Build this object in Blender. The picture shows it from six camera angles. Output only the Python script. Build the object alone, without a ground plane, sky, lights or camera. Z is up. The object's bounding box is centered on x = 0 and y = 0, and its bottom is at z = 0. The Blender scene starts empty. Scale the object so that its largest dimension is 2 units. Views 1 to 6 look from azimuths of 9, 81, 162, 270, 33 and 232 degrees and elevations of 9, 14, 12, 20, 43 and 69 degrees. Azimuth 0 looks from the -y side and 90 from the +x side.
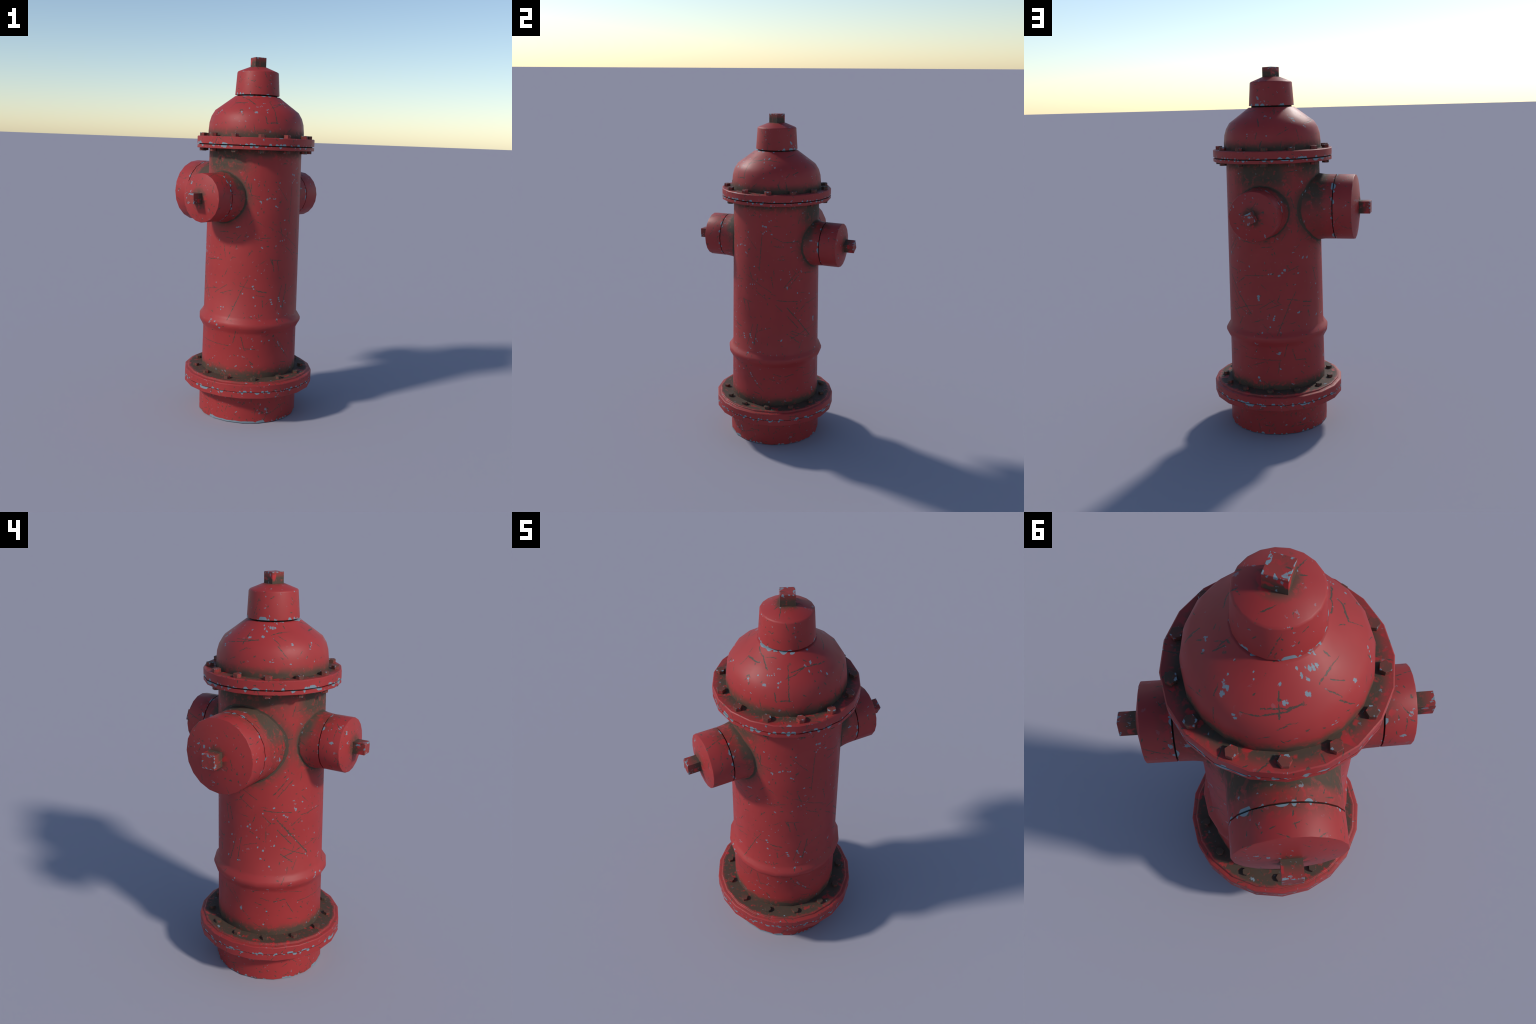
import bpy, bmesh, math, random
from mathutils import Matrix, Vector

random.seed(7)
AXIS_X, AXIS_Y = 0.0563, -0.0010            # the hydrant's axis stands a little off the box centre
SEG = 20                   # cast sections are twenty sided
TURN = math.radians(4.3)   # whole hydrant is turned by this much
NOZZLE_Z = 1.2442

# ------------------------------------------------------------------ node helper
class Graph:
    def __init__(self, name):
        self.mat = bpy.data.materials.new(name)
        self.mat.use_nodes = True
        self.t = self.mat.node_tree
        self.t.nodes.clear()

    def _set(self, sock, v):
        if isinstance(v, bpy.types.NodeSocket):
            self.t.links.new(v, sock)
        else:
            sock.default_value = v

    def node(self, kind, **props):
        n = self.t.nodes.new(kind)
        for k, v in props.items():
            setattr(n, k, v)
        return n

    def m(self, op, a, b=None, c=None, clamp=False):
        n = self.node('ShaderNodeMath', operation=op, use_clamp=clamp)
        for i, v in enumerate((a, b, c)):
            if v is not None:
                self._set(n.inputs[i], v)
        return n.outputs[0]

    def v(self, op, a, b=None, scale=None):
        n = self.node('ShaderNodeVectorMath', operation=op)
        self._set(n.inputs[0], a)
        if b is not None:
            self._set(n.inputs[1], b)
        if scale is not None:
            self._set(n.inputs['Scale'], scale)
        return n.outputs['Value'] if op in ('DOT_PRODUCT', 'LENGTH', 'DISTANCE') else n.outputs['Vector']

    def xyz(self, vec):
        n = self.node('ShaderNodeSeparateXYZ')
        self._set(n.inputs[0], vec)
        return n.outputs[0], n.outputs[1], n.outputs[2]

    def vec(self, x=0.0, y=0.0, z=0.0):
        n = self.node('ShaderNodeCombineXYZ')
        for i, s in enumerate((x, y, z)):
            self._set(n.inputs[i], s)
        return n.outputs[0]

    def step(self, x, a, b, lo=0.0, hi=1.0, smooth=True):
        n = self.node('ShaderNodeMapRange', interpolation_type='SMOOTHSTEP' if smooth else 'LINEAR')
        self._set(n.inputs[0], x)
        for i, s in enumerate((a, b, lo, hi)):
            self._set(n.inputs[1 + i], s)
        return n.outputs[0]

    def noise(self, vec, scale, detail=2.0, rough=0.5, color=False):
        n = self.node('ShaderNodeTexNoise', noise_dimensions='3D')
        self._set(n.inputs['Vector'], vec)
        n.inputs['Scale'].default_value = scale
        n.inputs['Detail'].default_value = detail
        n.inputs['Roughness'].default_value = rough
        return n.outputs['Color'] if color else n.outputs['Fac']

    def mix(self, f, a, b):
        n = self.node('ShaderNodeMix', data_type='RGBA')
        self._set(n.inputs[0], f)
        self._set(n.inputs[6], a if isinstance(a, bpy.types.NodeSocket) else (*a, 1))
        self._set(n.inputs[7], b if isinstance(b, bpy.types.NodeSocket) else (*b, 1))
        return n.outputs[2]

    def mixv(self, f, a, b):
        n = self.node('ShaderNodeMix', data_type='VECTOR')
        self._set(n.inputs[0], f)
        self._set(n.inputs[4], a)
        self._set(n.inputs[5], b)
        return n.outputs[1]

    def mx(self, *a):
        s = a[0]
        for b in a[1:]:
            s = self.m('MAXIMUM', s, b)
        return s

    def mul(self, *a):
        s = a[0]
        for b in a[1:]:
            s = self.m('MULTIPLY', s, b)
        return s

    # random marks: one line or fleck in each cell of a jittered grid
    def cells(self, p, scale, seed):
        n = self.node('ShaderNodeTexVoronoi', voronoi_dimensions='2D', feature='F1')
        q = self.v('ADD', p, (seed * 3.71, seed * 1.93, 0.0))
        self._set(n.inputs['Vector'], q)
        n.inputs['Scale'].default_value = scale
        n.inputs['Randomness'].default_value = 1.0
        d = self.v('SUBTRACT', q, n.outputs['Position'])
        r = self.node('ShaderNodeSeparateColor')
        self._set(r.inputs[0], n.outputs['Color'])
        rot = self.node('ShaderNodeVectorRotate', rotation_type='Z_AXIS')
        self._set(rot.inputs['Vector'], d)
        self._set(rot.inputs['Angle'], self.m('MULTIPLY', r.outputs[0], 6.283))
        a, b, _ = self.xyz(rot.outputs[0])
        return a, b, r.outputs[1], r.outputs[2]

    def scratches(self, p, scale, seed, length, width, keep):
        a, b, r1, r2 = self.cells(p, scale, seed)
        half = self.m('MULTIPLY_ADD', r1, length, length * 0.35)
        t = self.m('DIVIDE', a, half)
        taper = self.m('SUBTRACT', 1.0, self.m('MULTIPLY', t, t))
        w = self.m('MULTIPLY', taper, width)
        edge = self.m('SUBTRACT', w, self.m('ABSOLUTE', b))
        on = self.m('LESS_THAN', r2, keep)
        return self.mul(self.step(edge, -0.0002, 0.0006), on)

    def flecks(self, p, scale, seed, size, keep, slim=0.55):
        a, b, r1, r2 = self.cells(p, scale, seed)
        b = self.m('DIVIDE', b, slim)
        d = self.m('SQRT', self.m('ADD', self.mul(a, a), self.mul(b, b)))
        r = self.m('MULTIPLY', self.m('POWER', r1, 1.6), size)
        on = self.m('LESS_THAN', r2, keep)
        return self.mul(self.step(self.m('SUBTRACT', r, d), -0.0004, 0.0008), on)


RED = (0.332, 0.029, 0.028)
RED_DEEP = (0.306, 0.026, 0.025)
RED_FRESH = (0.40, 0.025, 0.026)
PRIMER = (0.205, 0.270, 0.305)
GRIME = (0.054, 0.041, 0.027)
SCORE = (0.050, 0.046, 0.032)

# long score marks on the barrel: (angle, height) to (angle, height), width in mm;
# the casting shows the same set on both halves
BARREL_SCORES = [
    (5.0, .883, 40.7, .688, 2.4), (171.5, .93, 200.2, .916, 1.6), (12.2, .734, 40.8, .673, 1.3),
    (9.4, .703, 22.1, .656, 1.8), (11.6, .688, 34.0, .726, 1.6), (34.0, .726, 55.3, .743, 1.0),
    (20.5, .849, 31.4, .884, 1.6), (31.4, .895, 61.2, .905, 1.3), (16.6, 1.089, .9, 1.009, 1.6),
    (170.2, .902, 178.6, .863, 1.5), (141.1, .638, 146.3, .775, 1.6), (26.8, .662, 22.2, .612, 1.3),
    (168.2, .465, 177.5, .449, 1.3), (2.4, .446, 14.6, .456, 1.8), (163.2, .435, 169.7, .426, 1.6),
    (148.0, .734, 164.1, .76, 1.0), (130.8, .915, 134.1, .854, 1.4), (144.4, .982, 158.7, .933, 1.3),
    (5.5, .831, 20.1, .754, 1.8), (134.3, .481, 144.9, .416, .9), (19.6, .497, 34.4, .479, 1.0),
    (95.8, .809, 89.4, .754, 1.2), (89.4, .754, 72.5, .576, 1.7), (51.4, .717, 70.0, .77, 1.2),
    (60.1, .717, 77.8, .745, 1.2), (85.5, .77, 100.6, .757, 1.5), (106.0, .747, 118.4, .736, 2.4),
    (105.4, .722, 116.2, .713, 1.3), (124.2, .921, 127.4, .85, 1.6), (139.3, .771, 131.0, .636, 1.3),
    (30.0, .433, 76.3, .43, 1.3), (90.0, .487, 93.5, .424, 1.6), (93.5, .424, 106.8, .418, 1.4),
    (83.6, .52, 80.2, .451, 1.5), (100.7, .351, 104.5, .336, 2.0), (128.0, .475, 155.0, .348, 1.0),
    (113.2, .694, 114.3, .658, 2.0), (151.7, 1.323, 148.2, 1.107, 1.4), (166.7, 1.311, 179.8, 1.281, 1.4),
    (179.8, 1.281, 200.0, 1.281, 1.8), (167.6, 1.26, 175.0, 1.251, 2.0), (128.4, 1.318, 144.7, 1.229, 1.1),
    (131.0, 1.072, 164.0, .981, 1.2), (21.5, 1.08, 4.6, .995, 1.5), (22.6, 1.431, 19.8, 1.388, 1.4),
    (92.1, 1.324, 96.6, 1.262, 1.7), (96.6, 1.262, 106.1, 1.256, 1.2), (90.8, 1.364, 88.2, 1.325, 1.9),
    (39.1, 1.413, 70.8, 1.418, 1.3), (56.6, 1.057, 68.7, 1.06, 1.6)]


BONNET_SCORES = [
    (239.8, 1.747, 262.9, 1.749, 2.2), (242.5, 1.781, 260.6, 1.767, 1.8), (261.7, 1.768, 277.1, 1.739, 2.4),
    (307.1, 1.738, 326.8, 1.748, 2), (326.8, 1.748, 355.6, 1.738, 1.6), (303, 1.757, 303.9, 1.641, 1.8),
    (290.2, 1.677, 292.2, 1.639, 1.8), (319.9, 1.602, 324.7, 1.62, 1.6), (239.7, 1.717, 239.7, 1.744, 1.2),
    (36.7, 1.773, 9.4, 1.759, 1.6), (220.8, 1.704, 220.7, 1.688, 2), (185.6, 1.738, 194.5, 1.721, 1.5),
    (142.8, 1.674, 148.3, 1.687, 1.6), (119.4, 1.701, 159.3, 1.723, 2), (131.8, 1.719, 156.9, 1.722, 1.4),
    (143.4, 1.746, 144.2, 1.703, 1.8), (54.6, 1.715, 55.7, 1.69, 1.8), (50.8, 1.73, 53.8, 1.71, 1.6),
    (76.2, 1.75, 79.4, 1.769, 2.2), (262.4, 1.748, 242.3, 1.745, 1.8), (102.2, 1.676, 104.5, 1.617, 1.4),
    (52.8, 1.627, 54.1, 1.659, 1.6), (60.3, 1.617, 58, 1.587, 2), (1.6, 1.633, 3.1, 1.59, 1.8),
    (351.3, 1.619, 354.4, 1.59, 2), (2.6, 1.658, 7.2, 1.678, 1.6), (11.3, 1.67, 18.4, 1.682, 2.2),
    (299.8, 1.721, 325, 1.747, 1.4), (334.9, 1.748, 355.8, 1.737, 1.4)]

# larger paint chips: angle, height, size in mm
BARREL_CHIPS = [
    (192.1, 0.906, 6), (194.2, 0.899, 5), (196.4, 0.893, 5), (154, 0.837, 6), (157.1, 0.832, 5), (156.7, 0.851, 4),
    (181.6, 0.946, 6), (171, 0.722, 7), (182.8, 0.75, 6), (165.4, 0.738, 5), (177.2, 0.639, 5), (237.7, 0.56, 7),
    (240.6, 0.544, 6), (243.5, 0.528, 6), (139, 0.538, 6), (141.2, 0.553, 5), (133.3, 0.772, 5), (135.4, 0.733, 5),
    (170.4, 0.916, 6), (141.7, 0.647, 6), (144.4, 0.649, 5), (171.9, 0.316, 6), (175.6, 0.392, 5), (209.8, 0.424, 4),
    (232.8, 0.772, 5), (242.3, 0.642, 5), (241.9, 0.628, 4), (164.2, 0.79, 5), (197.5, 0.802, 4), (200.9, 0.798, 3),
    (204.4, 0.794, 3), (281.6, 0.771, 6), (282.8, 0.757, 5), (283, 0.71, 6), (314.6, 0.706, 6), (315.6, 0.695, 5),
    (316.7, 0.683, 5), (304, 0.695, 6), (304.9, 0.682, 5), (305.9, 0.67, 5), (319.2, 0.653, 6), (324.1, 0.681, 6),
    (325.9, 0.671, 5), (245.5, 0.643, 5), (227.8, 0.544, 7), (229.4, 0.553, 6), (230.9, 0.563, 6), (315.9, 0.453, 6),
    (317, 0.443, 5), (318.1, 0.433, 5), (322.9, 0.411, 5), (324.8, 0.403, 4), (326.6, 0.395, 4), (313.5, 0.62, 5),
    (316, 0.612, 4), (280.7, 0.605, 4), (284.4, 0.609, 3), (284.6, 0.808, 5), (269.5, 0.729, 5), (303.9, 0.466, 5),
    (282, 0.421, 5), (283.4, 0.437, 4), (294.2, 0.465, 5), (230.9, 0.34, 4), (332.8, 1.376, 7), (335.1, 1.373, 6),
    (337.4, 1.37, 6), (295.4, 1.243, 6), (298.6, 1.25, 5), (303.5, 1.247, 5), (306.1, 1.247, 4), (311.1, 1.331, 5),
    (307.3, 1.206, 6), (309, 1.201, 5), (321, 1.129, 6), (284.4, 1.171, 5), (261.7, 1.091, 5), (264, 1.09, 4),
    (279.7, 1.347, 4), (341.1, 1.404, 5), (343.5, 1.411, 4), (344.4, 1.329, 6), (332.8, 1.33, 5), (334.5, 1.338, 4),
    (314.6, 1.016, 5), (318.1, 1.018, 4), (321.5, 1.021, 4), (19.9, 0.969, 6), (24.9, 1.101, 5), (25.9, 1.093, 4),
    (76.4, 0.904, 9), (79.8, 0.917, 8), (83.3, 0.931, 8), (63.8, 0.912, 6), (66.8, 0.911, 5), (50.6, 0.787, 9),
    (50.8, 0.776, 8), (51, 0.766, 8), (68.3, 0.658, 7), (69.1, 0.669, 6), (69.9, 0.679, 6), (99.9, 0.907, 6),
    (54.9, 0.585, 6), (48.5, 0.325, 8), (50.3, 0.308, 7), (75, 0.379, 6), (64.3, 0.617, 6), (128.3, 0.828, 5),
    (108.4, 1.399, 6), (109.1, 1.389, 5), (108.7, 1.329, 5)]

BONNET_CHIPS = [
    (174.1, 1.769, 9), (177.8, 1.768, 8), (181.6, 1.768, 8), (164.9, 1.764, 8), (168.8, 1.756, 7), (164.3, 1.737, 7),
    (166.3, 1.735, 6), (144.8, 1.757, 7), (104, 1.716, 8), (105.4, 1.728, 7), (102.8, 1.727, 5), (116.1, 1.689, 6),
    (117.4, 1.682, 5), (100.5, 1.745, 4), (119.5, 1.768, 4), (122.1, 1.759, 3), (226.2, 1.705, 6), (223.9, 1.697, 5),
    (221.6, 1.689, 5), (176, 1.638, 4), (178.4, 1.647, 3), (147.4, 1.73, 6), (149.4, 1.73, 5), (162.1, 1.776, 6),
    (196.2, 1.627, 5), (70.2, 1.732, 5), (292.6, 1.712, 5), (294.9, 1.715, 4), (278.7, 1.725, 4), (281.5, 1.726, 3),
    (284.3, 1.727, 3), (290.1, 1.747, 5), (292.6, 1.746, 4), (268.8, 1.719, 4), (335.2, 1.752, 6), (329.1, 1.735, 5),
    (347.3, 1.711, 5), (266.4, 1.649, 4), (219.9, 1.681, 5), (287, 1.729, 3), (337.1, 1.755, 5), (342.4, 1.722, 4),
    (333.5, 1.653, 4), (42.2, 1.653, 4), (42.9, 1.643, 3), (66, 1.643, 5), (178.9, 1.637, 4)]


def old_paint(name, radius, seed, grime=None, seams=(), scores=None, chips=1.0,
              marks=1.0, edge_chips=None, rubbed=1.0,
              spots=(), turn_period=2 * math.pi, mark_radius=None, slope=1.0, score_width=0.00175):
    """Worn red paint: grime, score marks and primer showing through chips.
    Surfaces of revolution round local z; sides are unrolled, end faces laid flat."""
    g = Graph(name)
    tc = g.node('ShaderNodeTexCoord')
    P = tc.outputs['Object']
    x, y, z = g.xyz(P)
    _, _, nz = g.xyz(tc.outputs['Normal'])
    r = g.m('SQRT', g.m('ADD', g.mul(x, x), g.mul(y, y)))
    th = g.m('ARCTAN2', y, x)
    side = g.vec(g.m('MULTIPLY', th, radius), z, 0.0)
    flat = g.vec(g.m('ADD', x, 5.0), y, 0.0)
    is_flat = g.m('GREATER_THAN', g.m('ABSOLUTE', nz), 0.62)
    U = g.mixv(is_flat, side, flat)
    U = g.v('ADD', U, (seed * 1.37, seed * 0.71, 0.0))
    # ragged outlines for every mark
    wob = g.v('SUBTRACT', g.noise(P, 70.0, 2.0, 0.6, color=True), (0.5, 0.5, 0.5))
    fine = g.v('SUBTRACT', g.noise(P, 260.0, 2.0, 0.6, color=True), (0.5, 0.5, 0.5))
    W = g.v('ADD', g.v('ADD', U, g.v('SCALE', wob, scale=0.008)), g.v('SCALE', fine, scale=0.0045))
    W = g.v('MULTIPLY', W, (1.0, 1.0, 0.0))
    C = g.v('ADD', g.v('ADD', U, g.v('SCALE', wob, scale=0.022)), g.v('SCALE', fine, scale=0.010))
    C = g.v('MULTIPLY', C, (1.0, 1.0, 0.0))

    # red coat, faintly uneven
    n0 = g.noise(P, 5.0, 3.0)
    col = g.mix(g.step(n0, 0.35, 0.65), RED, RED_DEEP)

    # grime
    brk = g.noise(P, 46.0, 4.0, 0.65)
    if grime:
        amount = grime(g, dict(x=x, y=y, z=z, r=r, th=th, P=P, nz=nz))
        soft = g.noise(P, 9.0, 3.0)
        amount = g.m('MULTIPLY', amount, g.m('MULTIPLY_ADD', soft, 0.9, 0.62))
        rub = g.m('SUBTRACT', amount, g.step(brk, 0.52, 0.66, 0.0, 0.30 + 0.32 * rubbed))
        spot = g.noise(g.v('ADD', P, (3.1, 1.7, 0.4)), 24.0, 2.0)
        rub = g.m('SUBTRACT', rub, g.step(spot, 0.60, 0.68, 0.0, 0.75 * rubbed))
        cover = g.step(rub, 0.05, 0.95, 0.0, 0.97, smooth=False)
        fresh = g.mul(g.step(spot, 0.58, 0.68), g.step(amount, 0.1, 0.5), rubbed)
        col = g.mix(fresh, col, RED_FRESH)
        gcol = g.mix(g.noise(P, 30.0, 3.0), GRIME, (0.074, 0.048, 0.031))
        col = g.mix(cover, col, gcol)

    # scores and scratches
    gap = g.step(g.noise(P, 95.0, 3.0, 0.7), 0.36, 0.52)
    cl = g.step(g.noise(g.v('ADD', P, (7.0, 2.0, 5.0)), 4.0, 2.0), 0.38, 0.62)
    s1 = g.scratches(W, 7.5, seed + 1, 0.052, 0.0024, 0.42 * marks)
    s2 = g.scratches(W, 15.0, seed + 2, 0.026, 0.0021, 0.42 * marks)
    s3 = g.scratches(W, 27.0, seed + 3, 0.009, 0.0024, 0.30 * marks)
    dots = g.flecks(C, 34.0, seed + 9, 0.0065, 0.40 * marks, 0.7)
    score = g.m('MULTIPLY', g.mx(s1, s2), gap)
    score = g.mx(score, s3, g.m('MULTIPLY', dots, cl))
    mark_radius = mark_radius or radius
    k = math.radians(1.0) * mark_radius

    def unrolled(period, coarse, grain):
        t = g.m('MODULO', g.m('ADD', th, 2 * math.pi), period)
        q = g.vec(g.m('MULTIPLY', t, mark_radius), g.m('MULTIPLY', z, slope), 0.0)
        q = g.v('ADD', q, g.v('ADD', g.v('SCALE', wob, scale=coarse), g.v('SCALE', fine, scale=grain)))
        return g.v('MULTIPLY', q, (1.0, 1.0, 0.0))

    if scores:
        q = unrolled(turn_period, 0.007, 0.0045)
        best = None
        turn_deg = math.degrees(turn_period)
        count = 0
        for (a0, z0, a1, z1, w) in scores:
            for shift in ((0.0, -turn_deg) if max(a0, a1) > turn_deg else (0.0,)):
                A = ((a0 + shift) * k, z0 * slope, 0.0)
                B = ((a1 + shift) * k - A[0], (z1 - z0) * slope, 0.0)
                pa = g.v('SUBTRACT', q, A)
                h = g.m('MULTIPLY', g.v('DOT_PRODUCT', pa, B), 1.0 / (B[0] ** 2 + B[1] ** 2), clamp=True)
                d = g.v('DISTANCE', pa, g.v('SCALE', B, scale=h))
                d = g.m('MULTIPLY', d, 1.0 / (w * score_width))
                best = d if best is None else g.m('MINIMUM', best, d)
                count += 1
                if count % 4 == 0:   # tie the next marks to these, so that few are in work at a time
                    q = g.v('ADD', q, g.m('MULTIPLY', best, 1e-9))
        rag = g.m('MULTIPLY_ADD', g.noise(P, 90.0, 3.0, 0.7), 2.8, -1.10)
        line = g.step(g.m('ADD', best, rag), 0.65, 1.25, 1.0, 0.0)
        score = g.mx(score, line)
    col = g.mix(g.m('MULTIPLY', score, 0.93), col, SCORE)

    # primer in the chips
    c1 = g.flecks(C, 13.0, seed + 4, 0.0125, 0.26 * chips, 0.5)
    c2 = g.flecks(C, 30.0, seed + 5, 0.0082, 0.20 * chips, 0.6)
    c3 = g.flecks(C, 62.0, seed + 6, 0.0046, 0.20 * chips, 0.6)
    lot = g.step(g.noise(g.v('ADD', P, (1.0, 8.0, 3.0)), 5.5, 2.0), 0.42, 0.60)
    chip = g.mx(c1, g.m('MULTIPLY', c2, g.m('MULTIPLY_ADD', lot, 0.85, 0.15)), g.m('MULTIPLY', c3, lot))
    chip = g.m('MULTIPLY', chip, 0.9)
    if spots:
        q = unrolled(2 * math.pi, 0.012, 0.007)
        best = None
        for i, (a0, z0, w) in enumerate(spots):
            d = g.m('MULTIPLY', g.v('DISTANCE', q, (a0 * k, z0 * slope, 0.0)), 1.0 / (w * 0.00085))
            best = d if best is None else g.m('MINIMUM', best, d)
            if i % 8 == 7:
                q = g.v('ADD', q, g.m('MULTIPLY', best, 1e-9))
        rag = g.m('MULTIPLY_ADD', g.noise(P, 110.0, 2.0, 0.6), 1.6, -0.75)
        chip = g.mx(chip, g.step(g.m('ADD', best, rag), 0.75, 1.1, 0.95, 0.0))
    for (zs, high, above, below) in seams:
        dz = g.m('SUBTRACT', z, zs)
        up = g.m('GREATER_THAN', dz, 0.0)
        for sgn, on, amt in ((1, up, above), (-1, g.m('SUBTRACT', 1.0, up), below)):
            if amt <= 0:
                continue
            o = (zs * 7 + sgn * 2.3 + seed, seed * 1.1, 0.0)
            q = g.v('ADD', g.vec(x, y, 0.0), o)
            a = g.step(g.noise(q, 42.0, 1.0), 0.66 - 0.16 * amt, 0.78 - 0.10 * amt)
            b = g.step(g.noise(q, 11.0, 1.0), 0.70 - 0.10 * amt, 0.76 - 0.06 * amt)
            lim = g.m('MULTIPLY', g.mx(a, g.m('MULTIPLY', b, 1.25)), high)
            near = g.step(g.m('SUBTRACT', lim, g.m('ABSOLUTE', dz)), 0.0, 0.0012)
            chip = g.mx(chip, g.mul(near, on))
    if edge_chips:
        chip = g.mx(chip, edge_chips(g, dict(x=x, y=y, z=z, r=r, th=th, P=P, nz=nz)))
    pcol = g.mix(g.noise(P, 55.0, 3.0), PRIMER, (0.150, 0.200, 0.235))
    col = g.mix(chip, col, pcol)

    b = g.node('ShaderNodeBsdfPrincipled')
    g._set(b.inputs['Base Color'], col)
    rough = g.m('MULTIPLY_ADD', g.noise(P, 18.0, 3.0), 0.10, 0.47)
    if grime:
        rough = g.m('MULTIPLY_ADD', cover, 0.22, rough)
    g._set(b.inputs['Roughness'], rough)
    b.inputs['Specular IOR Level'].default_value = 0.34
    bump = g.node('ShaderNodeBump')
    bump.inputs['Strength'].default_value = 0.25
    bump.inputs['Distance'].default_value = 0.0012
    hgt = g.m('SUBTRACT', 1.0, g.m('MULTIPLY', g.mx(score, chip), 0.8))
    g._set(bump.inputs['Height'], hgt)
    g._set(b.inputs['Normal'], bump.outputs[0])
    out = g.node('ShaderNodeOutputMaterial')
    g.t.links.new(b.outputs[0], out.inputs[0])
    return g.mat


def plain(name, c, rough):
    g = Graph(name)
    tc = g.node('ShaderNodeTexCoord')
    n = g.noise(tc.outputs['Object'], 40.0, 3.0)
    b = g.node('ShaderNodeBsdfPrincipled')
    g._set(b.inputs['Base Color'], g.mix(n, c, tuple(v * 1.7 for v in c)))
    b.inputs['Roughness'].default_value = rough
    b.inputs['Specular IOR Level'].default_value = 0.2
    out = g.node('ShaderNodeOutputMaterial')
    g.t.links.new(b.outputs[0], out.inputs[0])
    return g.mat


# ------------------------------------------------------------------ mesh helper
def finish(bm, name, mat, angle=34):
    bmesh.ops.recalc_face_normals(bm, faces=bm.faces)
    me = bpy.data.meshes.new(name)
    bm.to_mesh(me)
    bm.free()
    for p in me.polygons:
        p.use_smooth = True
    me.set_sharp_from_angle(angle=math.radians(angle))
    me.materials.append(mat)
    ob = bpy.data.objects.new(name, me)
    bpy.context.scene.collection.objects.link(ob)
    return ob


def revolve(name, profile, mat, parent, turn=TURN, closed=False, angle=34):
    """Turn a profile of (radius, height) round z; radius 0 makes a pole."""
    bm = bmesh.new()
    rings = []
    for r, z in profile:
        if r <= 0:
            rings.append([bm.verts.new((0, 0, z))])
        else:
            rings.append([bm.verts.new((r * math.cos(turn + 2 * math.pi * i / SEG),
                                        r * math.sin(turn + 2 * math.pi * i / SEG), z)) for i in range(SEG)])
    pairs = list(zip(rings, rings[1:]))
    if closed:
        pairs.append((rings[-1], rings[0]))
    for a, b in pairs:
        for i in range(SEG):
            j = (i + 1) % SEG
            if len(a) == 1:
                bm.faces.new((a[0], b[i], b[j]))
            elif len(b) == 1:
                bm.faces.new((a[i], a[j], b[0]))
            else:
                bm.faces.new((a[i], a[j], b[j], b[i]))
    ob = finish(bm, name, mat, angle)
    ob.parent = parent
    return ob


def prism(name, sides, radius, z0, z1, chamfer, mat, parent, turn=0.0):
    """Upright prism with its top edge chamfered."""
    bm = bmesh.new()
    def ring(r, z):
        return [bm.verts.new((r * math.cos(turn + 2 * math.pi * i / sides),
                              r * math.sin(turn + 2 * math.pi * i / sides), z)) for i in range(sides)]
    rs = [ring(radius, z0), ring(radius, z1 - chamfer), ring(radius - chamfer * 1.2, z1)]
    for a, b in zip(rs, rs[1:]):
        for i in range(sides):
            j = (i + 1) % sides
            bm.faces.new((a[i], a[j], b[j], b[i]))
    bm.faces.new(rs[-1])
    bm.faces.new(rs[0][::-1])
    ob = finish(bm, name, mat, 20)
    ob.parent = parent
    return ob


# ------------------------------------------------------------------ the hydrant
hydrant = bpy.data.objects.new('fire_hydrant', None)
bpy.context.scene.collection.objects.link(hydrant)
hydrant.location = (AXIS_X, AXIS_Y, 0)
hydrant.empty_display_size = 0.2
hydrant['label'] = 'weathered red cast iron fire hydrant with chipped paint'
hydrant['category'] = 'fire hydrant'

NOZZLES = [  # angle, tube radius, joint distance, cap face distance, nut end, nut side, nut roll
    (148.35, 0.1778, 0.358, 0.4600, 0.5420, 0.0665, 0.0),
    (238.4, 0.1303, 0.320, 0.4220, 0.5030, 0.0545, 0.0),
    (57.6, 0.1303, 0.320, 0.4215, 0.5005, 0.0545, 25.0)]

def barrel_radius(z):
    return 0.2584 + (1.5 - z) * 0.0108

# --- grime rules
def barrel_grime(g, c):
    foot = g.step(c['z'], 0.335, 0.262, 0.0, 1.0)
    neck = g.step(c['z'], 1.435, 1.492, 0.0, 0.78)
    total = g.mx(foot, neck)
    for ang, R, *_ in NOZZLES:
        a = math.radians(ang)
        d = (math.cos(a), math.sin(a), 0.0)
        p = (-d[1], d[0], 0.0)
        front = g.m('GREATER_THAN', g.v('DOT_PRODUCT', c['P'], d), 0.0)
        t = g.v('DOT_PRODUCT', c['P'], p)
        dz = g.m('SUBTRACT', c['z'], NOZZLE_Z)
        rad = g.m('SUBTRACT', g.m('SQRT', g.m('ADD', g.mul(t, t), g.mul(dz, dz))), R)
        halo = g.step(rad, 0.062, 0.004, 0.0, 0.62)
        line = g.step(rad, 0.0175, 0.0105, 0.0, 1.3)
        above = g.mul(g.step(g.m('ABSOLUTE', t), R * 1.55, R * 0.55),
                      g.step(c['z'], NOZZLE_Z + R * 0.55, NOZZLE_Z + R * 1.2 + 0.02, 0.0, 0.95))
        total = g.mx(total, g.mul(g.mx(halo, line, above), front))
    return total

def dome_grime(g, c):
    return g.step(c['z'], 1.632, 1.568, 0.0, 0.98)

def plate_grime(g, c):
    top = g.m('GREATER_THAN', c['z'], 0.2480)
    return g.mul(g.step(c['r'], 0.352, 0.325, 0.22, 1.15), top)

def bonnet_flange_grime(g, c):
    top = g.m('GREATER_THAN', c['z'], 1.5655)
    return g.mul(g.step(c['r'], 0.322, 0.272, 0.22, 1.0), top)

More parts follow.
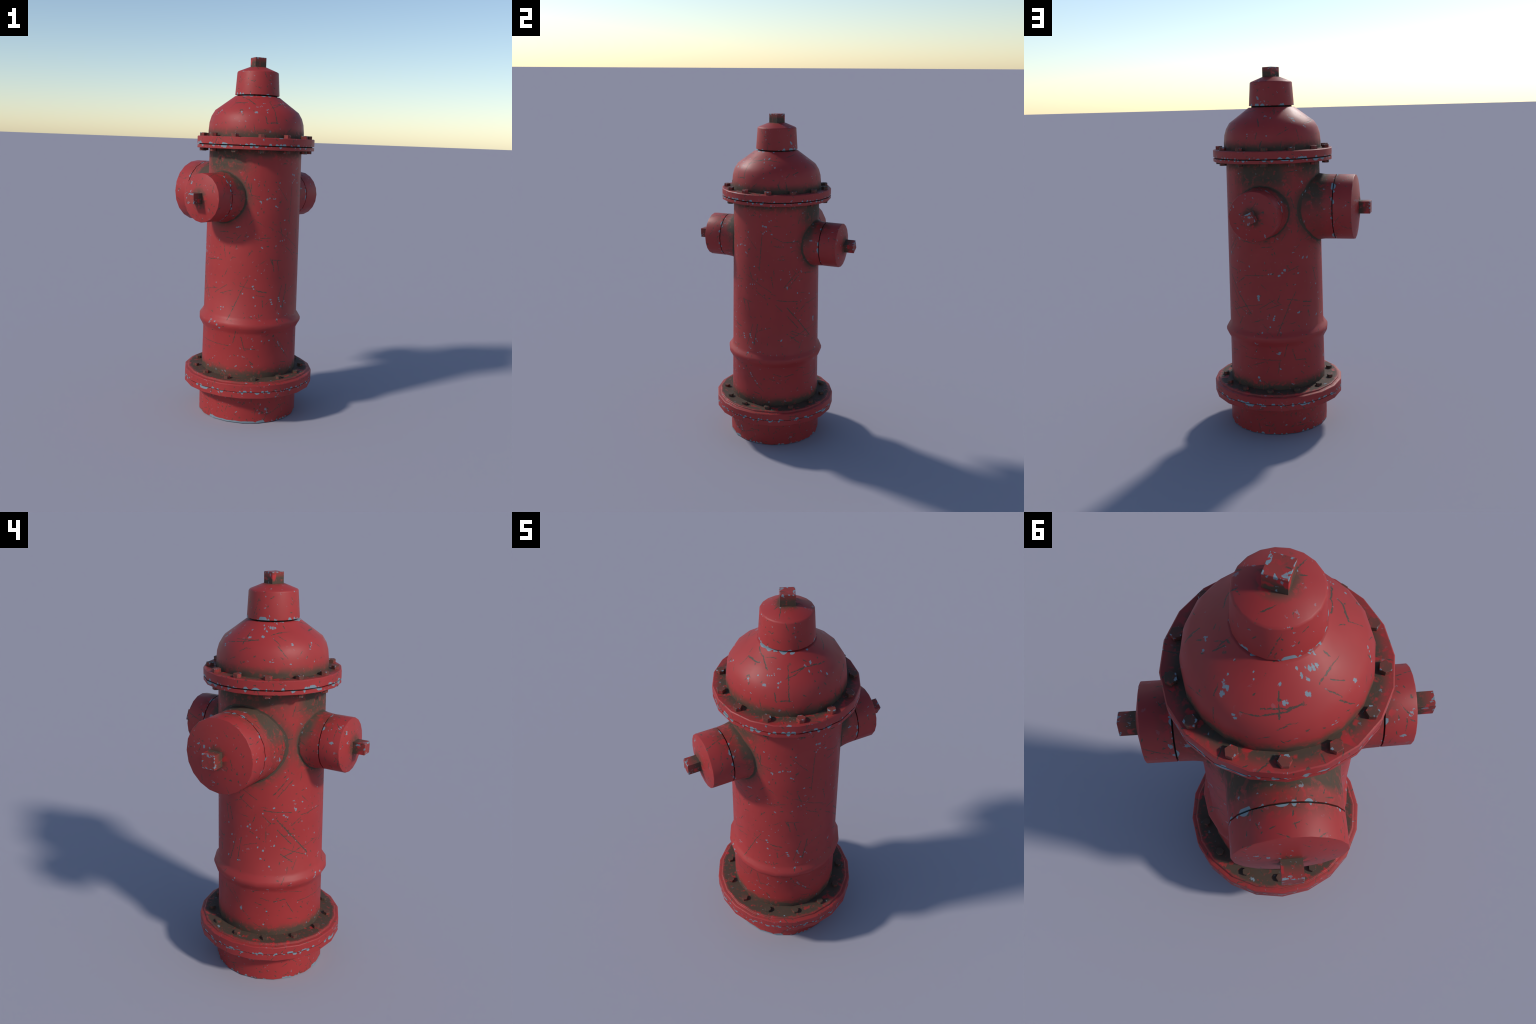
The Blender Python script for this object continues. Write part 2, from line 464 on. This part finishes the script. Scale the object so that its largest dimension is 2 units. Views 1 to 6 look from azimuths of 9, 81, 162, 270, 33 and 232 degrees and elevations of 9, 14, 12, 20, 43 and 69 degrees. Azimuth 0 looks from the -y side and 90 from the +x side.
def collar_grime(g, c):
    return g.mul(g.m('LESS_THAN', c['z'], 1.5033), g.step(c['r'], 0.325, 0.28, 0.35, 1.0))

def pipe_grime_shade(g, c):
    return g.step(c['z'], 0.125, 0.178, 0.0, 0.5)  # dirt together with painted ambient shade just under the flange

def cap_grime(g, c):
    return g.mul(g.step(c['r'], 0.072, 0.034, 0.0, 0.8), g.m('GREATER_THAN', c['z'], 1.925))

def neck_grime(reach):
    def rule(g, c):
        up = g.m('DIVIDE', c['x'], c['r'])
        root = g.step(c['z'], reach, reach - 0.075, 0.0, 1.0)
        weight = g.step(up, -0.2, 0.75, 0.30, 1.15)
        start = g.m('SQRT', g.m('SUBTRACT', barrel_radius(NOZZLE_Z) ** 2, g.mul(c['y'], c['y'])))
        lip = g.step(g.m('SUBTRACT', c['z'], start), 0.010, 0.003, 0.0, 1.1)
        return g.mx(g.mul(g.mx(root, 0.30), weight), lip)
    return rule

def nozzle_cap_grime(face):
    def rule(g, c):
        rim = g.mul(g.step(c['r'], 0.075, 0.032, 0.0, 0.75), g.m('GREATER_THAN', c['z'], face - 0.002))
        up = g.m('DIVIDE', c['x'], g.m('MAXIMUM', c['r'], 0.001))
        back = g.mul(g.step(c['z'], face - 0.03, face - 0.11, 0.0, 0.55), g.step(up, 0.35, 0.95))
        return g.mx(rim, back)
    return rule

def nut_grime(z0, z1):
    def rule(g, c):
        return g.step(c['z'], z1 - 0.002, z0 + 0.012, 0.30, 1.1)
    return rule

def nut_edge(z1, half):
    def rule(g, c):
        """paint knocked off along the outer rim of a square nut"""
        m = g.m('MAXIMUM', g.m('ABSOLUTE', c['x']), g.m('ABSOLUTE', c['y']))
        w = g.m('MULTIPLY', g.step(g.noise(c['P'], 60.0, 2.0), 0.44, 0.66), 0.012)
        e = g.m('ADD', g.m('SUBTRACT', half, m), g.m('SUBTRACT', z1, c['z']))
        return g.step(g.m('SUBTRACT', w, e), 0.0, 0.0012)
    return rule

def scuffed_foot(g, c):
    """bare band along the foot where it was dragged"""
    t = g.m('ABSOLUTE', g.m('ADD', c['th'], math.radians(98.0)))
    w = g.mul(g.step(t, 0.52, 0.44), g.m('MULTIPLY_ADD', g.noise(c['P'], 25.0, 2.0), 0.006, 0.0075))
    return g.step(g.m('SUBTRACT', w, c['z']), 0.0, 0.0012)

joint_dark = plain('dark_joint', (0.010, 0.009, 0.007), 0.85)  # near-black colour for the recessed seams

# --- standpipe and ground flange
BASE_SEAM = 0.2072
m_pipe = old_paint('standpipe_paint', 0.2815, 11, pipe_grime_shade, seams=((0.0, 0.012, 1.0, 0),), marks=1.7, edge_chips=scuffed_foot)
revolve('standpipe', [(0, 0), (0.2800, 0), (0.2815, 0.0015), (0.2815, 0.182), (0, 0.182)], m_pipe, hydrant)
m_rim = old_paint('ground_flange_paint', 0.368, 12, None, seams=((BASE_SEAM, 0.0115, 1.1, 1.1),), chips=0.6)
revolve('standpipe_flange', [(0.25, 0.1732), (0.3680, 0.1732), (0.3695, 0.1750), (0.3695, BASE_SEAM - 0.0016),
                             (0.25, BASE_SEAM - 0.0016)], m_rim, hydrant, closed=True)
revolve('seam_core', [(0.25, BASE_SEAM - 0.003), (0.3668, BASE_SEAM - 0.003), (0.3668, BASE_SEAM + 0.003),
                   (0.25, BASE_SEAM + 0.003)], joint_dark, hydrant, closed=True)  # dark inner cylinder added to form the recessed seam
m_plate = old_paint('foot_flange_paint', 0.368, 13, plate_grime, seams=((BASE_SEAM, 0.0115, 1.1, 1.1),), chips=0.6)
revolve('barrel_foot_flange', [(0.25, BASE_SEAM + 0.0016), (0.3695, BASE_SEAM + 0.0016), (0.3695, 0.2440),
                               (0.3665, 0.2470), (0.3600, 0.2490), (0.3530, 0.2497), (0.3505, 0.2515),
                               (0.3490, 0.2565), (0.3460, 0.2583), (0.25, 0.2583)],
        m_plate, hydrant, closed=True, angle=25)

# --- barrel with its raised hoop
m_barrel = old_paint('barrel_paint', 0.265, 14, barrel_grime, rubbed=0.55, scores=BARREL_SCORES, marks=0.6, chips=0.5,
                     spots=BARREL_CHIPS, turn_period=math.pi)
profile = [(0.25, 0.255), (barrel_radius(0.255), 0.255)]
profile += [(barrel_radius(z), z) for z in (0.36, 0.496)]
profile += [(0.2775, 0.5140), (0.2880, 0.5320), (0.2920, 0.5430), (0.2920, 0.5560), (0.2880, 0.5645), (0.2775, 0.5780)]
profile += [(barrel_radius(z), z) for z in (0.594, 0.80, 1.0, 1.2, 1.4, 1.508)]
profile += [(0.24, 1.508)]
revolve('barrel', profile, m_barrel, hydrant, closed=True)

# --- bolted joint under the bonnet
m_collar = old_paint('collar_flange_paint', 0.327, 15, collar_grime, seams=((1.5235, 0.0125, 0.95, 0.95),), chips=0.6)
revolve('barrel_collar_flange', [(0.24, 1.5028), (0.3265, 1.5028), (0.3283, 1.5045), (0.3283, 1.5207), (0.24, 1.5207)],
        m_collar, hydrant, closed=True)
revolve('seam_core', [(0.24, 1.518), (0.3175, 1.518), (0.3175, 1.530), (0.24, 1.530)], joint_dark, hydrant, closed=True)
m_bflange = old_paint('bonnet_flange_paint', 0.327, 16, bonnet_flange_grime, seams=((1.5235, 0.0135, 1.1, 1.0),), chips=0.8)
revolve('bonnet_flange', [(0.24, 1.5268), (0.3283, 1.5268), (0.3283, 1.5635), (0.3245, 1.5670), (0.24, 1.5670)],
        m_bflange, hydrant, closed=True)

# --- bonnet
m_dome = old_paint('bonnet_paint', 0.26, 17, dome_grime, rubbed=0.2, seams=((1.792, 0.009, 0, 0.9),), marks=0.55, chips=0.35,
                   scores=BONNET_SCORES, spots=BONNET_CHIPS, mark_radius=0.21, slope=1.35, score_width=0.00145)
revolve('bonnet', [(0.25, 1.562), (0.2682, 1.562), (0.2672, 1.600), (0.2630, 1.643), (0.2530, 1.6765), (0.2335, 1.7085),
                   (0.1760, 1.7505), (0.1285, 1.7855), (0.1255, 1.7880), (0.05, 1.7885)], m_dome, hydrant, closed=True, angle=40)
revolve('seam_core', [(0, 1.7865), (0.1105, 1.7865), (0.1105, 1.798), (0, 1.798)], joint_dark, hydrant)
m_cap = old_paint('bonnet_cap_paint', 0.12, 18, cap_grime, seams=((1.794, 0.014, 1.0, 0),), marks=1.0)
revolve('bonnet_cap', [(0, 1.7958), (0.1225, 1.7958), (0.1235, 1.7970), (0.1152, 1.9160), (0.1135, 1.9205),
                       (0.1085, 1.9240), (0.05, 1.9475), (0, 1.9500)], m_cap, hydrant, angle=40)

def flared_tube(name, R, end, mat, parent):
    """Tube along z that grows out of the barrel with a small fillet at its root."""
    bm = bmesh.new()
    rings = []
    for grow, lift in ((0.0110, -0.030), (0.0088, -0.002), (0.0058, 0.012), (0.0030, 0.026), (0.0010, 0.044), (0.0, None)):
        grow *= min(1.0, 0.13 / R)
        ring = []
        for i in range(SEG):
            f = 2 * math.pi * i / SEG
            c, q = math.cos(f), math.sin(f)
            root = math.sqrt(barrel_radius(NOZZLE_Z) ** 2 - (R * q) ** 2)
            z = end if lift is None else min(root + lift, end - 0.01)
            ring.append(bm.verts.new(((R + grow) * c, (R + grow) * q, z)))
        rings.append(ring)
    for a, b in zip(rings, rings[1:]):
        for i in range(SEG):
            j = (i + 1) % SEG
            bm.faces.new((a[i], a[j], b[j], b[i]))
    bm.faces.new(rings[-1])
    bm.faces.new(rings[0][::-1])
    ob = finish(bm, name, mat, 40)
    ob.parent = parent
    return ob

def square_nut(name, side, z0, z1, mat, parent, turn):
    return prism(name, 4, side / math.sqrt(2), z0, z1, 0.0012, mat, parent, turn)

m_nut = old_paint('operating_nut_paint', 0.05, 19, nut_grime(-0.056, 0.0), chips=0.8, marks=0.7, edge_chips=nut_edge(0.0, 0.0322))
nut = square_nut('operating_nut', 0.0645, -0.060, 0.0, m_nut, hydrant, math.radians(45))
nut.location = (0, 0, 2.0)
nut.rotation_euler = (0, 0, math.radians(34.8))

# --- hose nozzles
for i, (ang, R, joint, face, end, side, roll) in enumerate(NOZZLES):
    a = math.radians(ang)
    out = Vector((math.cos(a), math.sin(a), 0))
    up = Vector((0, 0, 1))
    sideways = out.cross(up)
    frame = Matrix((up, sideways, out)).transposed().to_4x4()
    frame.translation = (0, 0, NOZZLE_Z)
    m1 = old_paint('nozzle_paint', R, 21 + i * 5, neck_grime(joint - 0.005), rubbed=0.5, seams=((joint, 0.010, 0, 0.7),), marks=0.9)
    neck = flared_tube('nozzle', R, joint - 0.0028, m1, hydrant)
    neck.matrix_local = frame
    revolve('seam_core', [(0, joint - 0.004), (R - 0.007, joint - 0.004), (R - 0.007, joint + 0.004), (0, joint + 0.004)],
            joint_dark, neck, turn=0)  # added dark cylinder set back inside the nozzle cap seam
    m2 = old_paint('nozzle_cap_paint', R, 22 + i * 5, nozzle_cap_grime(face), seams=((joint, 0.012, 0.85, 0),), marks=1.0)
    revolve('nozzle_cap', [(0, joint + 0.0028), (R, joint + 0.0028), (R * 0.998, face - 0.0045), (R - 0.0018, face - 0.0015),
                           (R - 0.0055, face), (R * 0.25, face + 0.021), (0, face + 0.024)], m2, neck, turn=0)
    m3 = old_paint('cap_nut_paint', 0.05, 23 + i * 5, nut_grime(face - end, 0.0), chips=0.8, marks=0.6,
                   edge_chips=nut_edge(0.0, side / 2))
    n = square_nut('cap_nut', side, face - end + 0.010, 0.0, m3, neck, math.radians(45))
    n.location = (0, 0, end)
    n.rotation_euler = (0, 0, math.radians(roll))

# --- hexagonal bolts round both flanges
def bolt_paint(name, seed, dirty, chipped, h):
    def grime(g, c):
        inf = g.node('ShaderNodeObjectInfo')
        return g.m('MULTIPLY_ADD', inf.outputs['Random'], 0.5, dirty)
    def edge(g, c):
        e = g.m('ADD', g.m('SUBTRACT', 0.0195, c['r']), g.m('SUBTRACT', h, c['z']))
        inf = g.node('ShaderNodeObjectInfo')
        q = g.v('ADD', c['P'], g.vec(g.m('MULTIPLY', inf.outputs['Random'], 9.0), 0.0, 0.0))
        w = g.m('MULTIPLY', g.step(g.noise(q, 70.0, 2.0), 0.50, 0.68), 0.0080 * chipped)
        return g.step(g.m('SUBTRACT', w, e), 0.0, 0.001)
    return old_paint(name, 0.02, seed, grime, chips=0.3, marks=0.2, edge_chips=edge)

BOLTS = 13
def bolt_circle(name, mat, radius, z, corner, height, flip=False):
    first = prism(name, 6, corner, -0.004, height, 0.0008, mat, hydrant, math.radians(30))
    for k in range(BOLTS):
        ob = first if k == 0 else first.copy()
        if k:
            bpy.context.scene.collection.objects.link(ob)
        a = math.radians(8.45) + 2 * math.pi * k / BOLTS
        rot = Matrix.Rotation(a, 4, 'Z')
        if flip:
            rot = rot @ Matrix.Rotation(math.pi, 4, 'X')
        ob.matrix_local = Matrix.Translation((radius * math.cos(a), radius * math.sin(a), z)) @ rot

bolt_circle('bolt', bolt_paint('bolt_paint', 41, 0.46, 1.0, 0.0175), 0.2965, 1.567, 0.0200, 0.0175)
bolt_circle('hex_nut', bolt_paint('hex_nut_paint', 42, 0.55, 0.5, 0.0165), 0.2965, 1.5028, 0.0200, 0.0165, flip=True)
bolt_circle('foot_bolt', bolt_paint('foot_bolt_paint', 43, 0.80, 0.35, 0.0150), 0.3060, 0.2583, 0.0172, 0.0150)
